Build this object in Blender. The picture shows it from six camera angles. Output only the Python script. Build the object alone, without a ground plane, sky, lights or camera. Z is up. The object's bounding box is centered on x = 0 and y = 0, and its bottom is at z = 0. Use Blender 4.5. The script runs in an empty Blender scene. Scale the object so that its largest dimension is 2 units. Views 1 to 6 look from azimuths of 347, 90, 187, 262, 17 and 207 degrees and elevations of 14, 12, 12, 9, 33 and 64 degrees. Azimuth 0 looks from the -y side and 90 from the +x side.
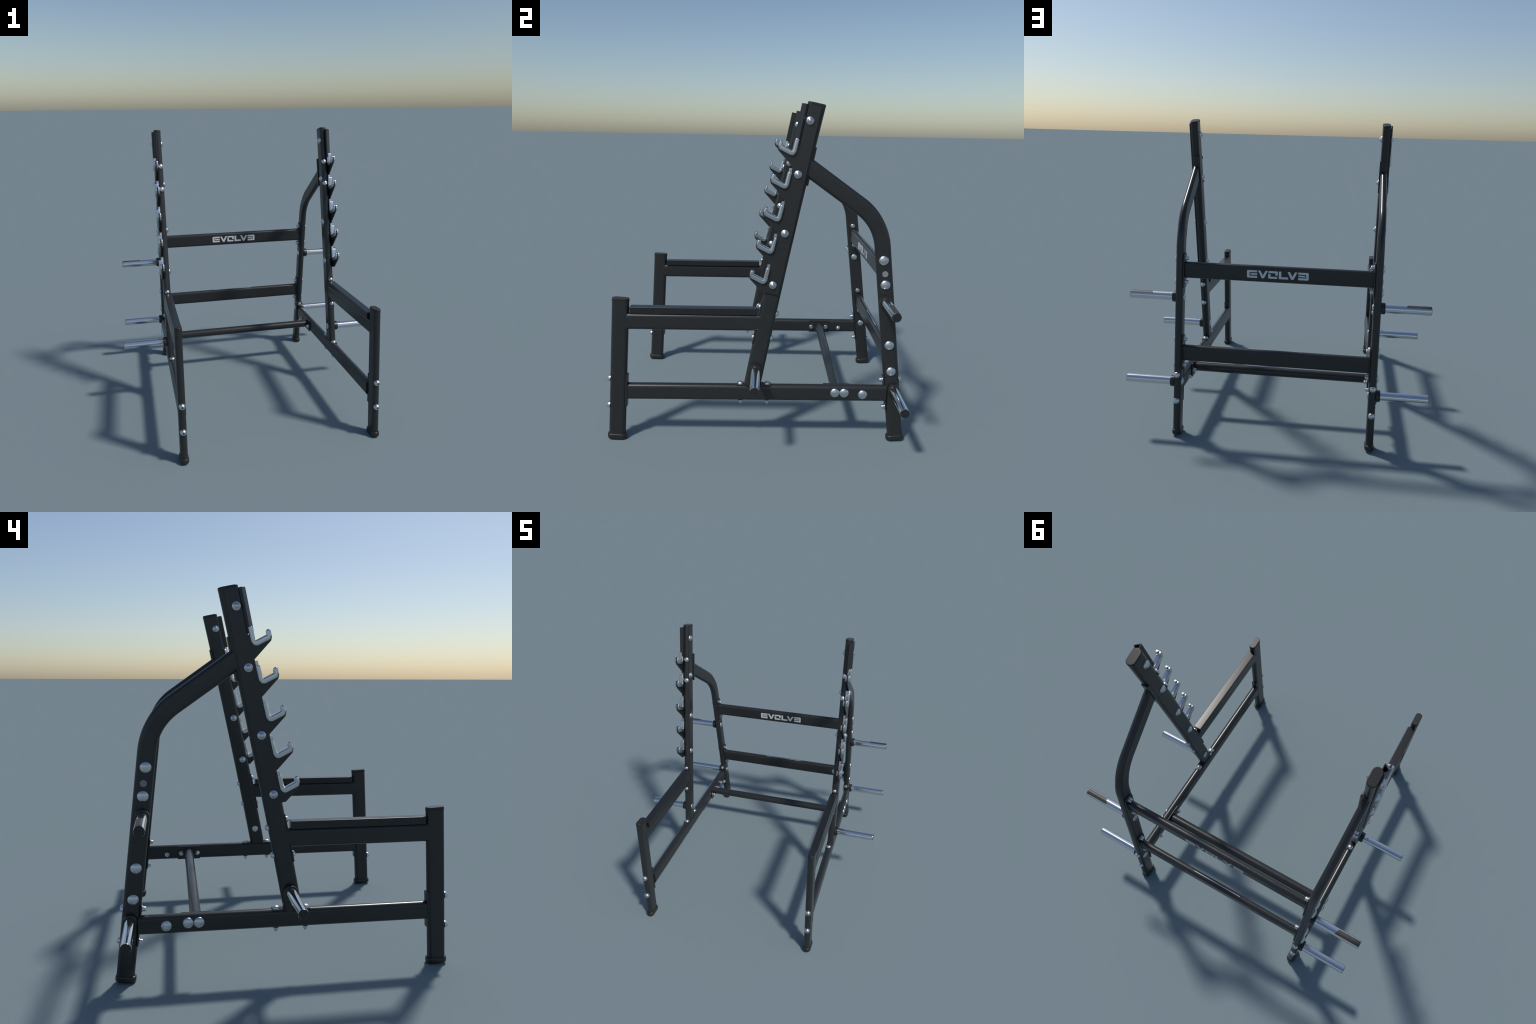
import bpy, bmesh, math
from mathutils import Vector, Matrix

# ------------------------------------------------------------------ helpers
V = Vector
COL = bpy.context.scene.collection


def add_object(name, mesh, parent=None, kind=None):
    ob = bpy.data.objects.new(name, mesh)
    COL.objects.link(ob)
    if parent is not None:
        ob.parent = parent
    if kind:
        ob["kind"] = kind
    return ob


def finish(bm, name, mat, parent, side=1, smooth=35.0):
    """bmesh built on the right (+x) side -> object, mirrored for the left."""
    if side < 0:
        for v in bm.verts:
            v.co.x = -v.co.x
    bmesh.ops.recalc_face_normals(bm, faces=bm.faces[:])
    me = bpy.data.meshes.new(name)
    bm.to_mesh(me)
    bm.free()
    me.materials.append(mat)
    for p in me.polygons:
        p.use_smooth = True
    weighted_normals(me, smooth)
    return add_object(name, me, parent)


def weighted_normals(me, angle):
    """large flat faces keep their own normal; only the small faces of a
    rounding blend into each other"""
    lim = math.cos(math.radians(angle))
    around = [[] for _ in me.vertices]
    for p in me.polygons:
        for v in p.vertices:
            around[v].append(p.index)
    fn = [p.normal.copy() for p in me.polygons]
    fa = [p.area for p in me.polygons]
    out = []
    for p in me.polygons:
        n0 = fn[p.index]
        for li in p.loop_indices:
            acc = V((0, 0, 0))
            for f in around[me.loops[li].vertex_index]:
                if fn[f].dot(n0) > lim:
                    acc += fn[f] * fa[f]
            out.append(acc.normalized() if acc.length > 1e-12 else n0)
    me.normals_split_custom_set(out)


def oval(length, thick, sag, n=10):
    """flat-oval tube outline: two flat sides joined by shallow round ends.
    returns (a, b): a along the long side, b across."""
    h = length / 2 - sag
    pts = []
    for i in range(n + 1):
        t = -math.pi / 2 + math.pi * i / n
        pts.append((h + sag * math.cos(t), thick / 2 * math.sin(t)))
    for i in range(n + 1):
        t = math.pi / 2 + math.pi * i / n
        pts.append((-h + sag * math.cos(t), thick / 2 * math.sin(t)))
    return pts


def circle(r, n=40):
    return [(r * math.cos(2 * math.pi * i / n), r * math.sin(2 * math.pi * i / n)) for i in range(n)]


def sweep(path, section, across, cap_bevel=0.0):
    """sweep an (a, b) outline along path; b runs along the fixed vector
    `across`, a along across x tangent."""
    bm = bmesh.new()
    across = V(across).normalized()
    rings = []
    n = len(path)
    for i, p in enumerate(path):
        t = (V(path[min(i + 1, n - 1)]) - V(path[max(i - 1, 0)])).normalized()
        a_dir = across.cross(t).normalized()
        sec = section(i / (n - 1)) if callable(section) else section
        rings.append([bm.verts.new(V(p) + a_dir * a + across * b) for a, b in sec])
    m = len(rings[0])
    for r0, r1 in zip(rings, rings[1:]):
        for j in range(m):
            bm.faces.new((r0[j], r0[(j + 1) % m], r1[(j + 1) % m], r1[j]))
    bm.faces.new(rings[0])
    bm.faces.new(rings[-1])
    return bm


def stack(levels, origin, ax_a, ax_b, ax_h):
    """loft of outlines at rising heights: levels = [(outline, height)]"""
    bm = bmesh.new()
    rings = []
    for outline, h in levels:
        rings.append([bm.verts.new(origin + ax_a * a + ax_b * b + ax_h * h) for a, b in outline])
    m = len(rings[0])
    for r0, r1 in zip(rings, rings[1:]):
        for j in range(m):
            bm.faces.new((r0[j], r0[(j + 1) % m], r1[(j + 1) % m], r1[j]))
    bm.faces.new(rings[0])
    bm.faces.new(rings[-1])
    return bm


def prism(outline, to_world, h0, h1, bevel=0.0, segs=2):
    """flat outline (any polygon) given depth; to_world(a, b, h) -> Vector"""
    bm = bmesh.new()
    lo = [bm.verts.new(to_world(a, b, h0)) for a, b in outline]
    hi = [bm.verts.new(to_world(a, b, h1)) for a, b in outline]
    m = len(outline)
    bm.faces.new(lo)
    bm.faces.new(hi)
    for j in range(m):
        bm.faces.new((lo[j], lo[(j + 1) % m], hi[(j + 1) % m], hi[j]))
    bmesh.ops.recalc_face_normals(bm, faces=bm.faces[:])
    if bevel:
        rim = [e for e in bm.edges
               if (e.verts[0] in lo) == (e.verts[1] in lo) and (e.verts[0] in lo or e.verts[0] in hi)]
        bmesh.ops.bevel(bm, geom=rim, offset=bevel, segments=segs, affect='EDGES', profile=0.5,
                        clamp_overlap=True)
    return bm


def box(c, size, bevel=0.003, segs=2, rot=None):
    bm = bmesh.new()
    bmesh.ops.create_cube(bm, size=1.0)
    for v in bm.verts:
        v.co = V((v.co.x * size[0], v.co.y * size[1], v.co.z * size[2]))
    if bevel:
        bmesh.ops.bevel(bm, geom=bm.edges[:], offset=bevel, segments=segs, affect='EDGES', profile=0.5)
    if rot is not None:
        bmesh.ops.transform(bm, matrix=rot, verts=bm.verts[:])
    bmesh.ops.translate(bm, vec=V(c), verts=bm.verts[:])
    return bm


def lathe(profile, n=32):
    """profile [(radius, height)] about local +z, closed on the axis"""
    bm = bmesh.new()
    rings = []
    for r, h in profile:
        if r < 1e-6:
            rings.append([bm.verts.new((0, 0, h))])
        else:
            rings.append([bm.verts.new((r * math.cos(2 * math.pi * i / n), r * math.sin(2 * math.pi * i / n), h))
                          for i in range(n)])
    for r0, r1 in zip(rings, rings[1:]):
        for i in range(n):
            j = (i + 1) % n
            if len(r0) == 1 and len(r1) == 1:
                continue
            if len(r0) == 1:
                bm.faces.new((r0[0], r1[i], r1[j]))
            elif len(r1) == 1:
                bm.faces.new((r0[i], r0[j], r1[0]))
            else:
                bm.faces.new((r0[i], r0[j], r1[j], r1[i]))
    if len(rings[0]) > 1:
        bm.faces.new(rings[0])
    return bm


def mesh_from(bm, name, mat, smooth=40.0):
    bmesh.ops.recalc_face_normals(bm, faces=bm.faces[:])
    me = bpy.data.meshes.new(name)
    bm.to_mesh(me)
    bm.free()
    me.materials.append(mat)
    for p in me.polygons:
        p.use_smooth = True
    weighted_normals(me, smooth)
    return me


# ------------------------------------------------------------------ materials
def new_mat(name):
    m = bpy.data.materials.new(name)
    m.use_nodes = True
    nt = m.node_tree
    return m, nt, nt.nodes["Principled BSDF"]


def coated(name, dark, light, rough, scale=60.0, bump=0.02, spec=0.5):
    """powder coat / plastic: fine mottling of colour and roughness, tiny bump"""
    m, nt, b = new_mat(name)
    tc = nt.nodes.new("ShaderNodeTexCoord")
    nz = nt.nodes.new("ShaderNodeTexNoise")
    nz.inputs["Scale"].default_value = scale
    nz.inputs["Detail"].default_value = 4.0
    nt.links.new(tc.outputs["Object"], nz.inputs["Vector"])
    cr = nt.nodes.new("ShaderNodeValToRGB")
    cr.color_ramp.elements[0].position = 0.3
    cr.color_ramp.elements[1].position = 0.7
    cr.color_ramp.elements[0].color = (*dark, 1)
    cr.color_ramp.elements[1].color = (*light, 1)
    nt.links.new(nz.outputs["Fac"], cr.inputs["Fac"])
    nt.links.new(cr.outputs["Color"], b.inputs["Base Color"])
    mr = nt.nodes.new("ShaderNodeMapRange")
    mr.inputs["To Min"].default_value = rough - 0.04
    mr.inputs["To Max"].default_value = rough + 0.04
    nt.links.new(nz.outputs["Fac"], mr.inputs["Value"])
    nt.links.new(mr.outputs["Result"], b.inputs["Roughness"])
    b.inputs["Specular IOR Level"].default_value = spec
    if bump:
        fine = nt.nodes.new("ShaderNodeTexNoise")
        fine.inputs["Scale"].default_value = 900.0
        nt.links.new(tc.outputs["Object"], fine.inputs["Vector"])
        bp = nt.nodes.new("ShaderNodeBump")
        bp.inputs["Strength"].default_value = bump
        bp.inputs["Distance"].default_value = 0.001
        nt.links.new(fine.outputs["Fac"], bp.inputs["Height"])
        nt.links.new(bp.outputs["Normal"], b.inputs["Normal"])
    return m


def metal(name, tint, rough, scale=40.0, metallic=1.0):
    m, nt, b = new_mat(name)
    tc = nt.nodes.new("ShaderNodeTexCoord")
    nz = nt.nodes.new("ShaderNodeTexNoise")
    nz.inputs["Scale"].default_value = scale
    nz.inputs["Detail"].default_value = 3.0
    nt.links.new(tc.outputs["Object"], nz.inputs["Vector"])
    mr = nt.nodes.new("ShaderNodeMapRange")
    mr.inputs["To Min"].default_value = max(rough - 0.04, 0.02)
    mr.inputs["To Max"].default_value = rough + 0.04
    nt.links.new(nz.outputs["Fac"], mr.inputs["Value"])
    nt.links.new(mr.outputs["Result"], b.inputs["Roughness"])
    b.inputs["Base Color"].default_value = (*tint, 1)
    b.inputs["Metallic"].default_value = metallic
    return m


BLACK = coated("black_powder_coat", (0.019, 0.0205, 0.021), (0.023, 0.0245, 0.025), 0.30)
RUBBER = coated("black_rubber", (0.016, 0.016, 0.016), (0.021, 0.021, 0.021), 0.33)
CAP = coated("black_cap_plastic", (0.017, 0.017, 0.017), (0.021, 0.021, 0.021), 0.4, spec=0.4)
DARK_STRIP = coated("dark_strip_grey", (0.040, 0.038, 0.037), (0.050, 0.048, 0.047), 0.5)
PAD = coated("black_pad_plastic", (0.014, 0.0145, 0.015), (0.018, 0.0185, 0.019), 0.30)
CHROME = metal("polished_chrome", (0.72, 0.73, 0.75), 0.13)
LINER = metal("satin_steel", (0.64, 0.65, 0.67), 0.25)
ZINC = metal("zinc_bolt", (0.64, 0.66, 0.68), 0.34)
PRINT = coated("light_grey_print", (0.60, 0.61, 0.63), (0.65, 0.66, 0.68), 0.45, bump=0)
PLUG = coated("grey_plug", (0.20, 0.21, 0.22), (0.25, 0.26, 0.27), 0.5)
SOCKET = coated("dark_socket", (0.01, 0.01, 0.01), (0.014, 0.014, 0.014), 0.5, bump=0)

# ------------------------------------------------------------------ frame data
root = bpy.data.objects.new("squat_rack", None)
COL.objects.link(root)
root["label"] = "black steel squat rack with chrome hooks and weight pegs"
root["category"] = "gym equipment"

X_UP = 0.634          # centre plane of uprights, front legs and rails
X_FRONT = 0.639       # centre plane of the front legs and upper rails
REAR_T = 0.047


def rear_x(z):        # the rear tubes lean outwards a little
    return 0.6133 + 0.0048 * z

UP_T = 0.050          # tube thickness across x
FACE = X_UP + UP_T / 2          # outer face of the upright
PL0, PL1 = FACE + 0.0005, FACE + 0.0095   # hook plate, inner and outer face

# slanted frame of the upright: u runs up along it, w runs to the rear
TH = math.atan(0.205)
O_Y, O_Z = 0.0829, 0.9279


def up(w, u, x):
    return V((x, O_Y + w * math.cos(TH) + u * math.sin(TH), O_Z - w * math.sin(TH) + u * math.cos(TH)))


W_DIR = V((0, math.cos(TH), -math.sin(TH)))
U_DIR = V((0, math.sin(TH), math.cos(TH)))


def bow(u):           # the upright is bowed by a few millimetres
    return 0.0065 * ((u - 0.2) / 0.83) ** 2


def rail_x(y):       # the lower rails run from the front legs in to the rear tubes
    return 0.628 - 0.005 * y


def front_leg_y(z):
    return -0.8440 + 0.0595 * z


def rear_leg_y(z):
    return 0.8505 - 0.1190 * z


LETTERS = {}


def rounded_e(flip):
    def fx(x):
        return 310 - x if flip else x
    c = [(30, 0), (310, 0), (310, 60), (80, 60), (80, 166), (310, 166), (310, 225), (30, 225),
         (10, 217), (0, 195), (0, 30), (10, 8)]
    bar = [(108, 89), (310, 89), (310, 137), (108, 137)]
    return [[(fx(x), y) for x, y in c], [(fx(x), y) for x, y in bar]]


LETTERS["E"] = rounded_e(False)
LETTERS["3"] = rounded_e(True)
LETTERS["V"] = [[(110, 12), (125, 0), (175, 0), (190, 12), (300, 225), (225, 225), (150, 85), (75, 225), (0, 225)]]
LETTERS["O"] = [[(0, 165), (215, 165), (215, 95), (290, 105), (290, 200), (282, 217), (262, 225), (18, 225)],
                [(0, 138), (0, 25), (8, 8), (25, 0), (262, 0), (280, 60), (75, 60), (75, 138)]]
LETTERS["L"] = [[(0, 225), (0, 18), (18, 0), (270, 0), (285, 20), (285, 45), (270, 62), (75, 62), (75, 225)]]

# ------------------------------------------------------------------ bolt meshes
DOME = mesh_from(lathe([(0.0284, -0.002), (0.0284, 0.001), (0.0275, 0.0036), (0.0250, 0.0062), (0.0205, 0.0090), (0.0150, 0.0110),
                        (0.008, 0.0124), (0, 0.0128)]), "dome_bolt", ZINC)
FLAT_DOME = mesh_from(lathe([(0.0225, -0.002), (0.0225, 0.002), (0.020, 0.005), (0.013, 0.0072), (0, 0.008)]),
                      "flat_bolt", ZINC)
ACORN = mesh_from(lathe([(0.0230, -0.002), (0.0230, 0.002), (0.0215, 0.0050), (0.0175, 0.0078), (0.013, 0.0098),
                         (0.0115, 0.0120), (0.0095, 0.0148), (0.0055, 0.0164), (0, 0.0168)]), "acorn_bolt", ZINC)
KNOB = mesh_from(lathe([(0.0195, -0.002), (0.0195, 0.003), (0.018, 0.008), (0.0135, 0.0125), (0.007, 0.0148),
                        (0, 0.0155)]), "knob_bolt", ZINC)
SMALL_KNOB = mesh_from(lathe([(0.0165, -0.002), (0.0165, 0.003), (0.0155, 0.009), (0.0115, 0.0140), (0.006, 0.0162),
                              (0, 0.0168)]), "small_bolt", ZINC)
SOCKET_KNOB = mesh_from(lathe([(0.0205, -0.002), (0.0205, 0.004), (0.0190, 0.0105), (0.0145, 0.0170),
                               (0.0062, 0.0200), (0.0055, 0.0155), (0, 0.0155)]), "socket_bolt", ZINC)
NUT = mesh_from(lathe([(0.0165, -0.002), (0.0165, 0.003), (0.0115, 0.005), (0.0115, 0.015), (0.0095, 0.0175),
                       (0.0055, 0.0185), (0.0055, 0.024), (0, 0.024)], n=24), "hex_nut", ZINC)
TALL_NUT = mesh_from(lathe([(0.0165, -0.002), (0.0165, 0.004), (0.0125, 0.006), (0.0125, 0.017), (0.0105, 0.0205),
                            (0, 0.0215)], n=24), "cap_nut", ZINC)
PLUG_M = mesh_from(lathe([(0.0175, -0.002), (0.0175, 0.002), (0.0165, 0.003), (0, 0.003)]), "plug", PLUG)
SOCKET_M = mesh_from(lathe([(0.0057, 0.0), (0.0057, 0.0012), (0, 0.0012)], n=6), "bolt_socket", SOCKET)


def bolt(mesh, pos, axis, side, name="bolt"):
    ob = add_object(name, mesh, root)
    p, a = V(pos), V(axis).normalized()
    if side < 0:
        p.x, a.x = -p.x, -a.x
    ob.matrix_world = Matrix.Translation(p) @ a.to_track_quat('Z', 'Y').to_matrix().to_4x4()
    if mesh is SOCKET_KNOB:
        hole = add_object("bolt_socket", SOCKET_M, ob)
        hole.location = (0, 0, 0.0156)
    return ob


# ------------------------------------------------------------------ one side of the rack
HOOK_U = [0.7810, 0.5970, 0.4100, 0.2235, 0.0440]


def hook_plate_outline():
    pts = [(0.034, 0.0), (-0.064, 0.0), (-0.096, 0.0225), (-0.130, 0.0470)]
    for k, h in enumerate(reversed(HOOK_U)):
        pts += [(-0.1455, h + 0.0150), (-0.1525, h + 0.0330), (-0.1525, h + 0.0600), (-0.1480, h + 0.0690), (-0.1393, h + 0.0710),
                (-0.1310, h + 0.0680), (-0.1290, h + 0.0430), (-0.0700, h + 0.0270), (-0.0560, h + 0.0300),
                (-0.0480, h + 0.0600)]
        if k < len(HOOK_U) - 1:
            nxt = list(reversed(HOOK_U))[k + 1]
            pts += [(-0.0480, nxt - 0.0570)]
    pts += [(-0.0400, 0.8442), (-0.0360, 0.8460), (-0.0360, 1.0660), (0.0340, 1.0660)]
    return pts


def rounded_rect(la, lb, r, n=5):
    pts = []
    for cx, cy, t0 in ((1, 1, 0), (-1, 1, 90), (-1, -1, 180), (1, -1, 270)):
        for i in range(n + 1):
            t = math.radians(t0 + 90 * i / n)
            pts.append((cx * (la / 2 - r) + r * math.cos(t), cy * (lb / 2 - r) + r * math.sin(t)))
    return pts


def fillet(points, radius, n=6):
    """2D polyline with its inner corners rounded"""
    out = [V(points[0])]
    for p, c, q in zip(points, points[1:], points[2:]):
        p, c, q = V(p), V(c), V(q)
        d0, d1 = (p - c).normalized(), (q - c).normalized()
        cut = radius / math.tan(d0.angle(d1) / 2)
        a, b = c + d0 * cut, c + d1 * cut
        m = c + (d0 + d1).normalized() * math.hypot(cut, radius)
        for i in range(n + 1):
            v = (a - m).lerp(b - m, i / n).normalized() * radius
            out.append(m + v)
    out.append(V(points[-1]))
    return out


def hook_liner(h):
    """J-shaped steel lip: rounded bar bent along the top of a hook"""
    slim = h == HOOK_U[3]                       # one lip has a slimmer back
    line = fillet([(-0.0555 + (0.004 if slim else 0), h + 0.0975), (-0.0582, h + 0.0122), (-0.1388, h + 0.0352),
                   (-0.1393, h + 0.0680)], 0.0145)
    thick = [0.0155 if slim else 0.0235] + [0.0240] * 3 + [0.0290] * 4 + [0.0290] * 3 + [0.0240] * 4 + [0.0225]
    # rounded ends: two closing rings before each end
    d0, d1 = (line[0] - line[1]).normalized(), (line[-1] - line[-2]).normalized()
    pts = [line[0], line[0] - d0 * 0.0015, line[0] - d0 * 0.005] + line[1:-1] + \
          [line[-1] - d1 * 0.008, line[-1] - d1 * 0.0028, line[-1] - d1 * 0.0006, line[-1]]
    th = [thick[0]] * 3 + thick[1:-1] + [thick[-1]] * 4
    sc = [0.72, 0.92, 1.0] + [1.0] * (len(line) - 2) + [1.0, 0.84, 0.62, 0.35]
    path = [up(p.x, p.y, X_UP + 0.031) for p in pts]
    cnt = len(path) - 1

    def sec(t):
        i = round(t * cnt)
        k = sc[i]
        return rounded_rect(th[i] * k, 0.035 * (0.25 * k + 0.75), min(0.0088, th[i] * k * 0.42))
    return sweep(path, sec, (1, 0, 0))


def build_side(s):
    # ---- upright ---------------------------------------------------------
    path = []
    u0, u1 = -0.585, 1.0740
    for i in range(25):
        u = u0 + (u1 - u0) * i / 24
        path.append(up(bow(u), u, X_UP))
    bm = sweep(path, oval(0.0995, UP_T, 0.0225), (1, 0, 0))
    upright = finish(bm, "upright", BLACK, root, s)
    # top cap
    o = path[-1]
    f = lambda k: [(a * k, b * k) for a, b in oval(0.1000, UP_T + 0.001, 0.0225)]
    bm = stack([(f(1.0), -0.003), (f(1.0), 0.0045), (f(0.988), 0.0072), (f(0.968), 0.0090), (f(0.935), 0.0102), (f(0.90), 0.0104)],
               o, W_DIR, V((1, 0, 0)), U_DIR)
    finish(bm, "tube_cap", CAP, upright, s, 40)

    # ---- hook plate, liners, guard channel -------------------------------
    bm = prism(hook_plate_outline(), lambda a, b, h: up(a, b, h), PL0, PL1, 0.0012)
    plate = finish(bm, "hook_plate", BLACK, root, s)
    for h in HOOK_U:
        finish(hook_liner(h), "hook_liner", LINER, plate, s, 50)
        top = h + (0.104 if h == HOOK_U[0] else 0.119)
        tab = [(-0.043, h + 0.09), (-0.063, h + 0.09), (-0.063, top - 0.003), (-0.060, top), (-0.046, top),
               (-0.043, top - 0.003)]
        bm = prism(tab, lambda a, b, hh: up(a, b, hh), X_UP + 0.0145, X_UP + 0.031, 0.003, 2)
        finish(bm, "liner_tab", LINER, plate, s)
    # folded angle: inner wall, slanting front wall, short return wall
    chan = [(0.009, -0.030), (0.009, -0.070), (0.0125, -0.0735), (0.0150, -0.0735), (0.0425, -0.0525), (0.0430, -0.0485),
            (0.0310, -0.0360), (0.0275, -0.0385), (0.0370, -0.0495), (0.0140, -0.0670), (0.0135, -0.030)]
    chan = [(X_UP + a, b) for a, b in chan]
    bm = prism(chan, lambda a, b, hh: up(b, hh, a), 0.850, 1.066, 0.0008, 1)
    finish(bm, "guard_channel", BLACK, plate, s, 30)

    # ---- through bolts of the hook plate ----------------------------------
    for w, u in ((-0.0118, 0.9845), (-0.0105, 0.691), (-0.008, 0.356), (-0.009, 0.0515)):
        bolt(ACORN, up(w, u, PL1), (1, 0, 0), s)
        bolt(ACORN, up(w, u, X_UP - UP_T / 2), (-1, 0, 0), s)

    # ---- front leg --------------------------------------------------------
    z0, z1 = 0.020, 0.866
    d = V((0, front_leg_y(z1) - front_leg_y(z0), z1 - z0)).normalized()
    path = [V((X_FRONT, front_leg_y(z), z)) for z in (z0, z1)]
    leg = finish(sweep(path, oval(0.0990, 0.0460, 0.0210), (1, 0, 0)), "front_leg", BLACK, root, s)
    back = V((0, d.z, -d.y))
    g = lambda k, e=0.0: [(a * k, b * k) for a, b in oval(0.1020 + e, 0.046 + e, 0.0215)]
    bm = stack([(g(1.0), 0.0), (g(1.0), 0.0105), (g(0.988), 0.0140), (g(0.965), 0.0167), (g(0.93), 0.0183), (g(0.88), 0.0186)], path[1], back, V((1, 0, 0)), d)
    finish(bm, "tube_cap", CAP, leg, s, 40)
    foot(s, X_FRONT, front_leg_y(0.015), leg, 0.117, d)
    for z in (0.386, 0.2165):
        p = V((X_FRONT, front_leg_y(z), z)) - back * 0.0475
        bolt(SOCKET_KNOB, p, -back, s)

    # ---- rear bent tube ---------------------------------------------------
    corner = V((0, rear_leg_y(1.349), 1.349))
    d1 = V((0, 1.0, -0.708)).normalized()
    d2 = V((0, 0.1190, -1.0)).normalized()
    turn = d1.angle(d2)
    rad = 0.325
    tl = rad * math.tan(turn / 2)
    pa, pb = corner - d1 * tl, corner + d2 * tl
    start = corner - d1 * 0.530
    path = [start, start + d1 * 0.05]
    nrm = V((0, d1.z, -d1.y))
    if nrm.dot(d2) < 0:
        nrm = -nrm
    centre = pa + nrm * rad
    n = 18
    for i in range(n + 1):
        t = turn * i / n
        path.append(centre + (-nrm * math.cos(t) + d1 * math.sin(t)) * rad)
    path.append(V((0, rear_leg_y(0.5), 0.5)))
    path.append(V((0, rear_leg_y(0.02), 0.02)))
    # the sloping part swings outwards to meet the upright in its own plane
    reach = pb.y - start.y
    for p in path:
        t = max(0.0, min(1.0, (pb.y - 0.03 - p.y) / reach))
        p.x = rear_x(min(p.z, pb.z)) + 0.0150 * t ** 0.6
    cnt = len(path)

    def squeeze(t):
        i = t * (cnt - 1)
        k = max(0.0, min(1.0, (i - 1.0) / 12.0))
        k = k * k * (3 - 2 * k)
        return oval(0.100 + (0.0930 - 0.100) * k, 0.043 + (REAR_T - 0.043) * k, 0.0215 + 0.0025 * k)
    rear = finish(sweep(path, squeeze, (1, 0, 0)), "rear_tube", BLACK, root, s)
    foot(s, rear_x(0), rear_leg_y(0.015) - 0.002, rear, 0.108, -d2)
    # bracket behind the upright
    xb = X_UP - 0.010
    bm = prism([(xb - 0.021, 0.640), (xb + 0.019, 0.640), (xb + 0.021, 0.645), (xb + 0.021, 0.849),
                (xb + 0.019, 0.854), (xb - 0.021, 0.854)],
               lambda a, b, h: up(h, b, a), 0.045, 0.0605, 0.002)
    finish(bm, "mounting_plate", BLACK, rear, s)
    for u in (0.820, 0.654):
        bolt(KNOB, up(-0.0475 + bow(u), u, X_UP - 0.007), -W_DIR, s)

    # ---- lower side rail --------------------------------------------------
    zc = 0.3065
    path = [V((rail_x(-0.77), front_leg_y(zc) + 0.052, zc)), V((rail_x(0.77), rear_leg_y(zc) - 0.040, zc + 0.0045))]
    rail = finish(sweep(path, oval(0.1015, 0.0495, 0.0215), (1, 0, 0)), "lower_rail", BLACK, root, s)
    tilt = Matrix.Rotation(math.atan(-0.057), 4, 'X')
    finish(box((X_FRONT, front_leg_y(0.3125) + 0.0495, 0.3125), (0.042, 0.013, 0.206), 0.004, 2, tilt), "mounting_plate", BLACK,
           rail, s)
    tilt = Matrix.Rotation(math.atan(0.1185), 4, 'X')
    finish(box((rear_x(0.3), rear_leg_y(0.308) - 0.0465, 0.308), (0.044, 0.009, 0.222), 0.003, 2, tilt), "mounting_plate",
           BLACK, rail, s)
    bdir = V((0, 1, 0.1185)).normalized()
    for z in (0.394, 0.2185):
        bolt(TALL_NUT, V((rear_x(z), rear_leg_y(z) - 0.0500, z)), -bdir, s)
    for z in (0.400, 0.2325):
        bolt(KNOB, V((rear_x(z), rear_leg_y(z) + 0.0450, z)), bdir, s)
    for y in (0.4655, 0.5215, 0.632):
        z = 0.317 if y < 0.6 else 0.308
        bolt(DOME, (rail_x(y) + 0.024, y, z), (1, 0, 0), s)
    bolt(NUT, (rail_x(0.63) - 0.024, 0.6345, 0.297), (-1, 0, 0), s)
    # upright foot plate
    finish(box((rail_x(0), -0.018, 0.3575), (0.046, 0.205, 0.009), 0.003), "mounting_plate", BLACK, upright, s)
    for y in (-0.0975, 0.0608):
        bolt(KNOB, (rail_x(y), y, 0.361), (0, 0, 1), s)
        bolt(NUT, (rail_x(y), y, zc - 0.0495), (0, 0, -1), s)

    # ---- upper side rail and its pad --------------------------------------
    zc = 0.746
    y0 = front_leg_y(zc) + 0.012
    y1 = O_Y - 0.205 * (O_Z - zc) - 0.012
    path = [V((X_FRONT - 0.001, y0, zc)), V((X_UP + 0.0015, y1, zc))]
    rail = finish(sweep(path, oval(0.0995, 0.0455, 0.0205), (1, 0, 0)), "upper_rail", BLACK, root, s)
    finish(box((0.632, (-0.741 - 0.010) / 2, 0.8135), (0.052, 0.731, 0.042), 0.004, 3), "rail_pad", PAD, root, s)
    bm = prism([(X_UP - 0.019, -0.325), (X_UP + 0.019, -0.325), (X_UP + 0.019, -0.068), (X_UP - 0.019, -0.068)],
               lambda a, b, h: up(h, b, a), -0.0505, -0.042, 0.001)
    finish(bm, "mounting_plate", BLACK, rail, s)
    for u in (-0.098, -0.287):
        bolt(SMALL_KNOB, up(-0.0490 + bow(u), u, X_UP), -W_DIR, s)
    for u in (-0.119, -0.270):
        bolt(SMALL_KNOB, up(0.0475 + bow(u), u, X_UP), W_DIR, s)

    # ---- weight pegs -------------------------------------------------------
    pegs = [("low", rear_x(0.34) + REAR_T / 2, 0.954, 0.812, 0.343), ("mid", rear_x(0.88) + REAR_T / 2, 0.944, 0.737, 0.885),
            ("front", FACE, 0.970, -0.008, 0.465)]
    for which, xa, xb, y, z in pegs:
        r = 0.0267
        prof = [(r, 0.0), (r, xb - xa - 0.004), (r - 0.001, xb - xa - 0.0015), (r - 0.0035, xb - xa - 0.0005),
                (0, xb - xa - 0.0005)]
        bm = lathe(prof, 48)
        m = Matrix.Translation((xa, y, z)) @ V((1, 0, 0)).to_track_quat('Z', 'Y').to_matrix().to_4x4()
        bmesh.ops.transform(bm, matrix=m, verts=bm.verts[:])
        peg = finish(bm, "weight_peg", CHROME, root, s, 40)
        cap = lathe([(r - 0.0012, xb - xa - 0.003), (r - 0.0012, xb - xa - 0.0002), (r - 0.0025, xb - xa + 0.0008),
                     (0, xb - xa + 0.0008)], 48)
        bmesh.ops.transform(cap, matrix=m, verts=cap.verts[:])
        finish(cap, "peg_cap", RUBBER, peg, s)
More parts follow.
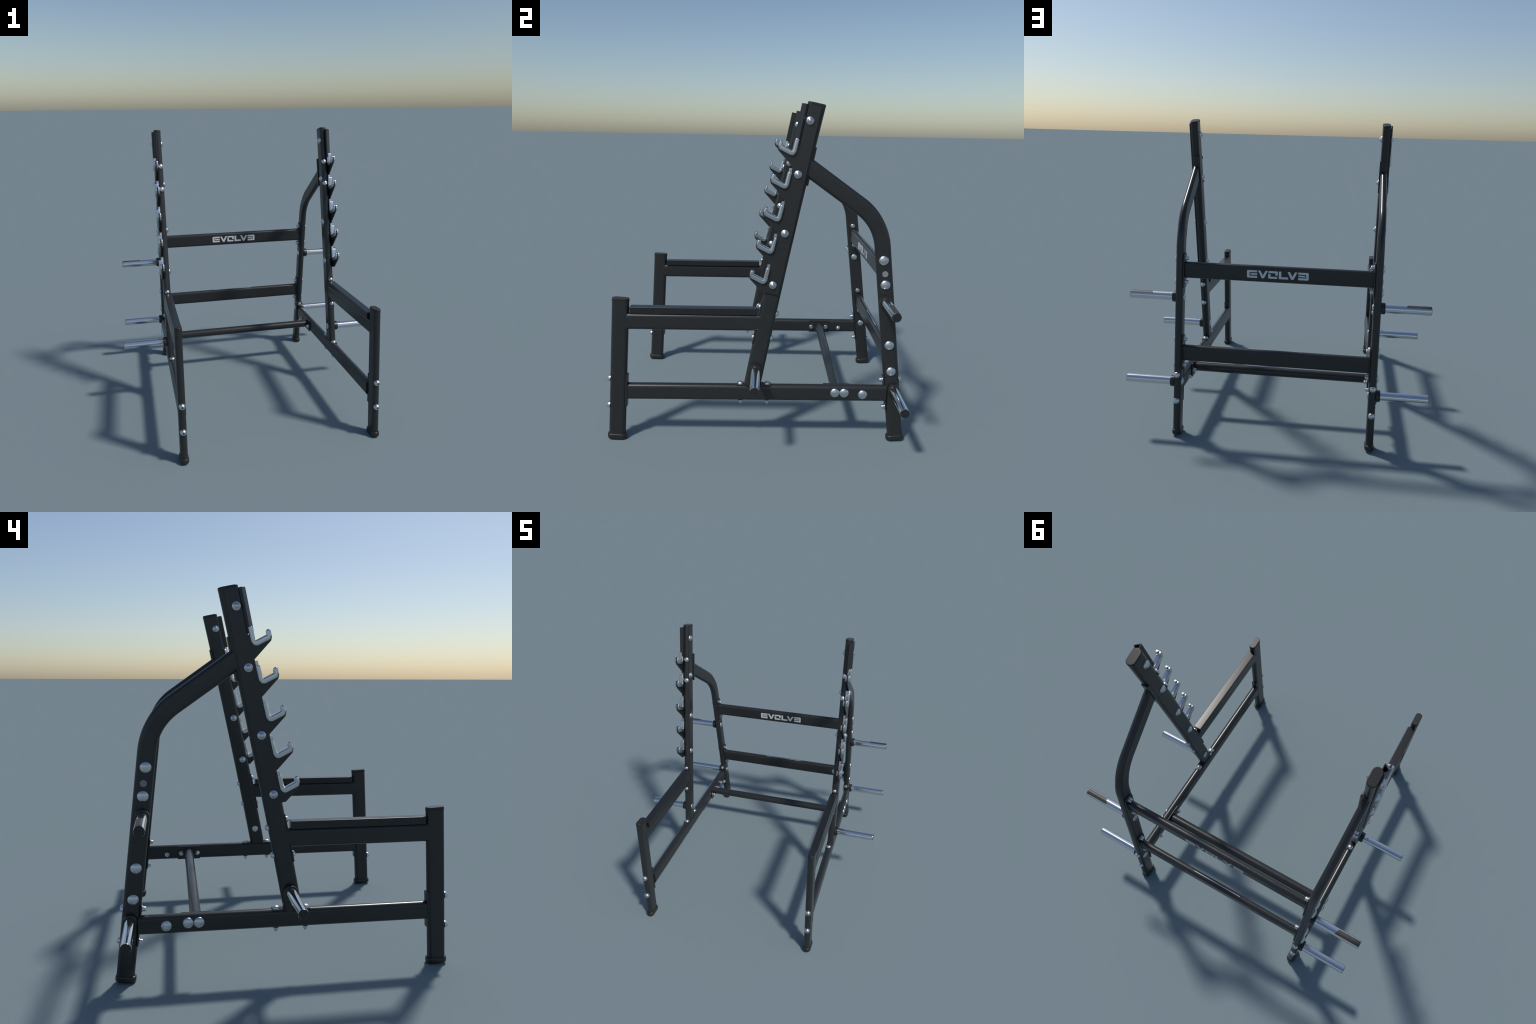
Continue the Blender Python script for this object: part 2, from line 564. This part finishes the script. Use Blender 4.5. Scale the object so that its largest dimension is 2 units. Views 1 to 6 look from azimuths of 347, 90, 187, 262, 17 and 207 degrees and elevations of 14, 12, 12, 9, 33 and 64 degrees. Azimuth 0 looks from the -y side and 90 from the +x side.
        col = lathe([(0.0355, -0.001), (0.0355, 0.021), (0.034, 0.0245), (0.031, 0.0255), (r, 0.0255)], 48)
        bmesh.ops.transform(col, matrix=m, verts=col.verts[:])
        finish(col, "peg_collar", RUBBER, peg, s)
        if which == "mid":
            # dark brownish-grey strip along the outer top of the peg
            bm = bmesh.new()
            rows = []
            for i in range(13):
                t = math.radians(-46 + 76 * i / 12)
                xs = 0.792 + 0.016 * i / 12
                ring_pts = []
                for rr in (r - 0.001, r + 0.0007):
                    for x in (xs, xb - 0.002):
                        ring_pts.append(bm.verts.new((x, y - rr * math.sin(t), z + rr * math.cos(t))))
                rows.append(ring_pts)
            for a, b in zip(rows, rows[1:]):
                for i, j in ((0, 1), (1, 3), (3, 2), (2, 0)):
                    bm.faces.new((a[i], a[j], b[j], b[i]))
            bm.faces.new((rows[0][0], rows[0][1], rows[0][3], rows[0][2]))
            bm.faces.new((rows[-1][0], rows[-1][1], rows[-1][3], rows[-1][2]))
            finish(bm, "dark_strip", DARK_STRIP, peg, s)
        if which == "front":
            hole = lathe([(0.005, 0.0), (0.005, 0.0008), (0, 0.0008)], 16)
            bmesh.ops.translate(hole, vec=(xa + 0.05, y, z + r - 0.0004), verts=hole.verts[:])
            finish(hole, "peg_hole", SOCKET, peg, s)
        xin = rear_x(z) - REAR_T / 2 if which != "front" else X_UP - UP_T / 2
        bolt(FLAT_DOME, (xin, y, z), (-1, 0, 0), s)

    # ---- bolts of the cross beams on the rear tube -------------------------
    for z in (1.1265, 0.983, 0.6165, 0.4527):
        y = rear_leg_y(z) - 0.002
        bolt(DOME, (rear_x(z) + REAR_T / 2, y, z), (1, 0, 0), s)
        bolt(TALL_NUT, (rear_x(z) - REAR_T / 2 - 0.006, y, z + (0.006 if z > 1.0 else 0.0)), (-1, 0, 0), s)
    bolt(PLUG_M, (rear_x(1.05) + REAR_T / 2, rear_leg_y(1.047) + 0.001, 1.047), (1, 0, 0), s, "plug")


def foot(s, x, y, parent, ln, axis):
    """rubber boot square to its leg, its low edge on the ground"""
    f = lambda e: oval(ln + e, 0.058 + e, 0.0275, 12)
    perp = V((0, axis.z, -axis.y))
    lift = (ln / 2 - 0.008) * abs(perp.z)
    bm = stack([(f(-0.009), 0.0), (f(-0.003), 0.002), (f(0.0), 0.007), (f(0.0), 0.023),
                (f(-0.003), 0.030), (f(-0.012), 0.034)], V((x, y, lift)), perp, V((1, 0, 0)), axis)
    low = min(v.co.z for v in bm.verts)
    for v in bm.verts:
        v.co.z -= low
    finish(bm, "rubber_foot", RUBBER, parent, s, 60)


for side in (1, -1):
    build_side(side)

# ------------------------------------------------------------------ cross members
for zc, zp in ((1.0595, 1.055), (0.531, 0.535)):
    yc = rear_leg_y(zc) - (0.004 if zc > 0.8 else 0.001)
    X_IN = rear_x(zc) - REAR_T / 2 - 0.006
    path = [V((-X_IN - 0.002, yc, zc)), V((X_IN + 0.002, yc, zc))]
    beam = finish(sweep(path, oval(0.105, 0.043, 0.0180), (0, 1, 0)), "cross_beam", BLACK, root)
    tilt = Matrix.Rotation(math.atan(0.1185), 4, 'X')
    for s in (1, -1):
        outline = [(a, b) for a, b in oval(0.228, 0.066, 0.024, 12)]
        ax = V((0, -0.1185, 1)).normalized()
        bx = V((0, 1, 0.1185)).normalized()
        o = V((X_IN, rear_leg_y(zp), zp))
        bm = prism(outline, lambda a, b, h: o + ax * a + bx * b + V((h, 0, 0)), 0.0, 0.0065, 0.002)
        finish(bm, "mounting_plate", BLACK, beam, s)
    if zc > 0.8:
        k = 0.384 / 1855
        order = (("E", 180), ("V", 513), ("O", 822), ("L", 1142), ("V", 1400), ("3", 1725))
        for face in (1, -1):
            for ch, start in order:
                for part in LETTERS[ch]:
                    def place(a, b, h):
                        kk = k if face > 0 else k * 0.955
                        return V((-face * (start - 1107.5 + a) * kk, yc + face * h, zc + (b - 112.5) * k * 1.03))
                    bm = prism(part, place, 0.0205, 0.0227)
                    finish(bm, "letter", PRINT, beam, 1)
    else:
        # thin pale line along the top of the lower beam
        finish(box((0, yc - 0.004, zc + 0.0522), (0.34, 0.003, 0.001), 0), "pale_line", PRINT, beam)

xr = rail_x(0.478) - 0.024
path = [V((-xr + 0.004, 0.479, 0.309)), V((xr - 0.004, 0.479, 0.309))]
tube = finish(sweep(path, circle(0.0305, 48), (0, 1, 0)), "round_tube", BLACK, root)
for s in (1, -1):
    finish(box((xr - 0.0035, 0.478, 0.308), (0.009, 0.160, 0.094), 0.003), "mounting_plate", BLACK, tube, s)
    for y in (0.417, 0.533):
        bolt(TALL_NUT, (xr - 0.008, y, 0.305), (-1, 0, 0), s)

bpy.context.view_layer.update()
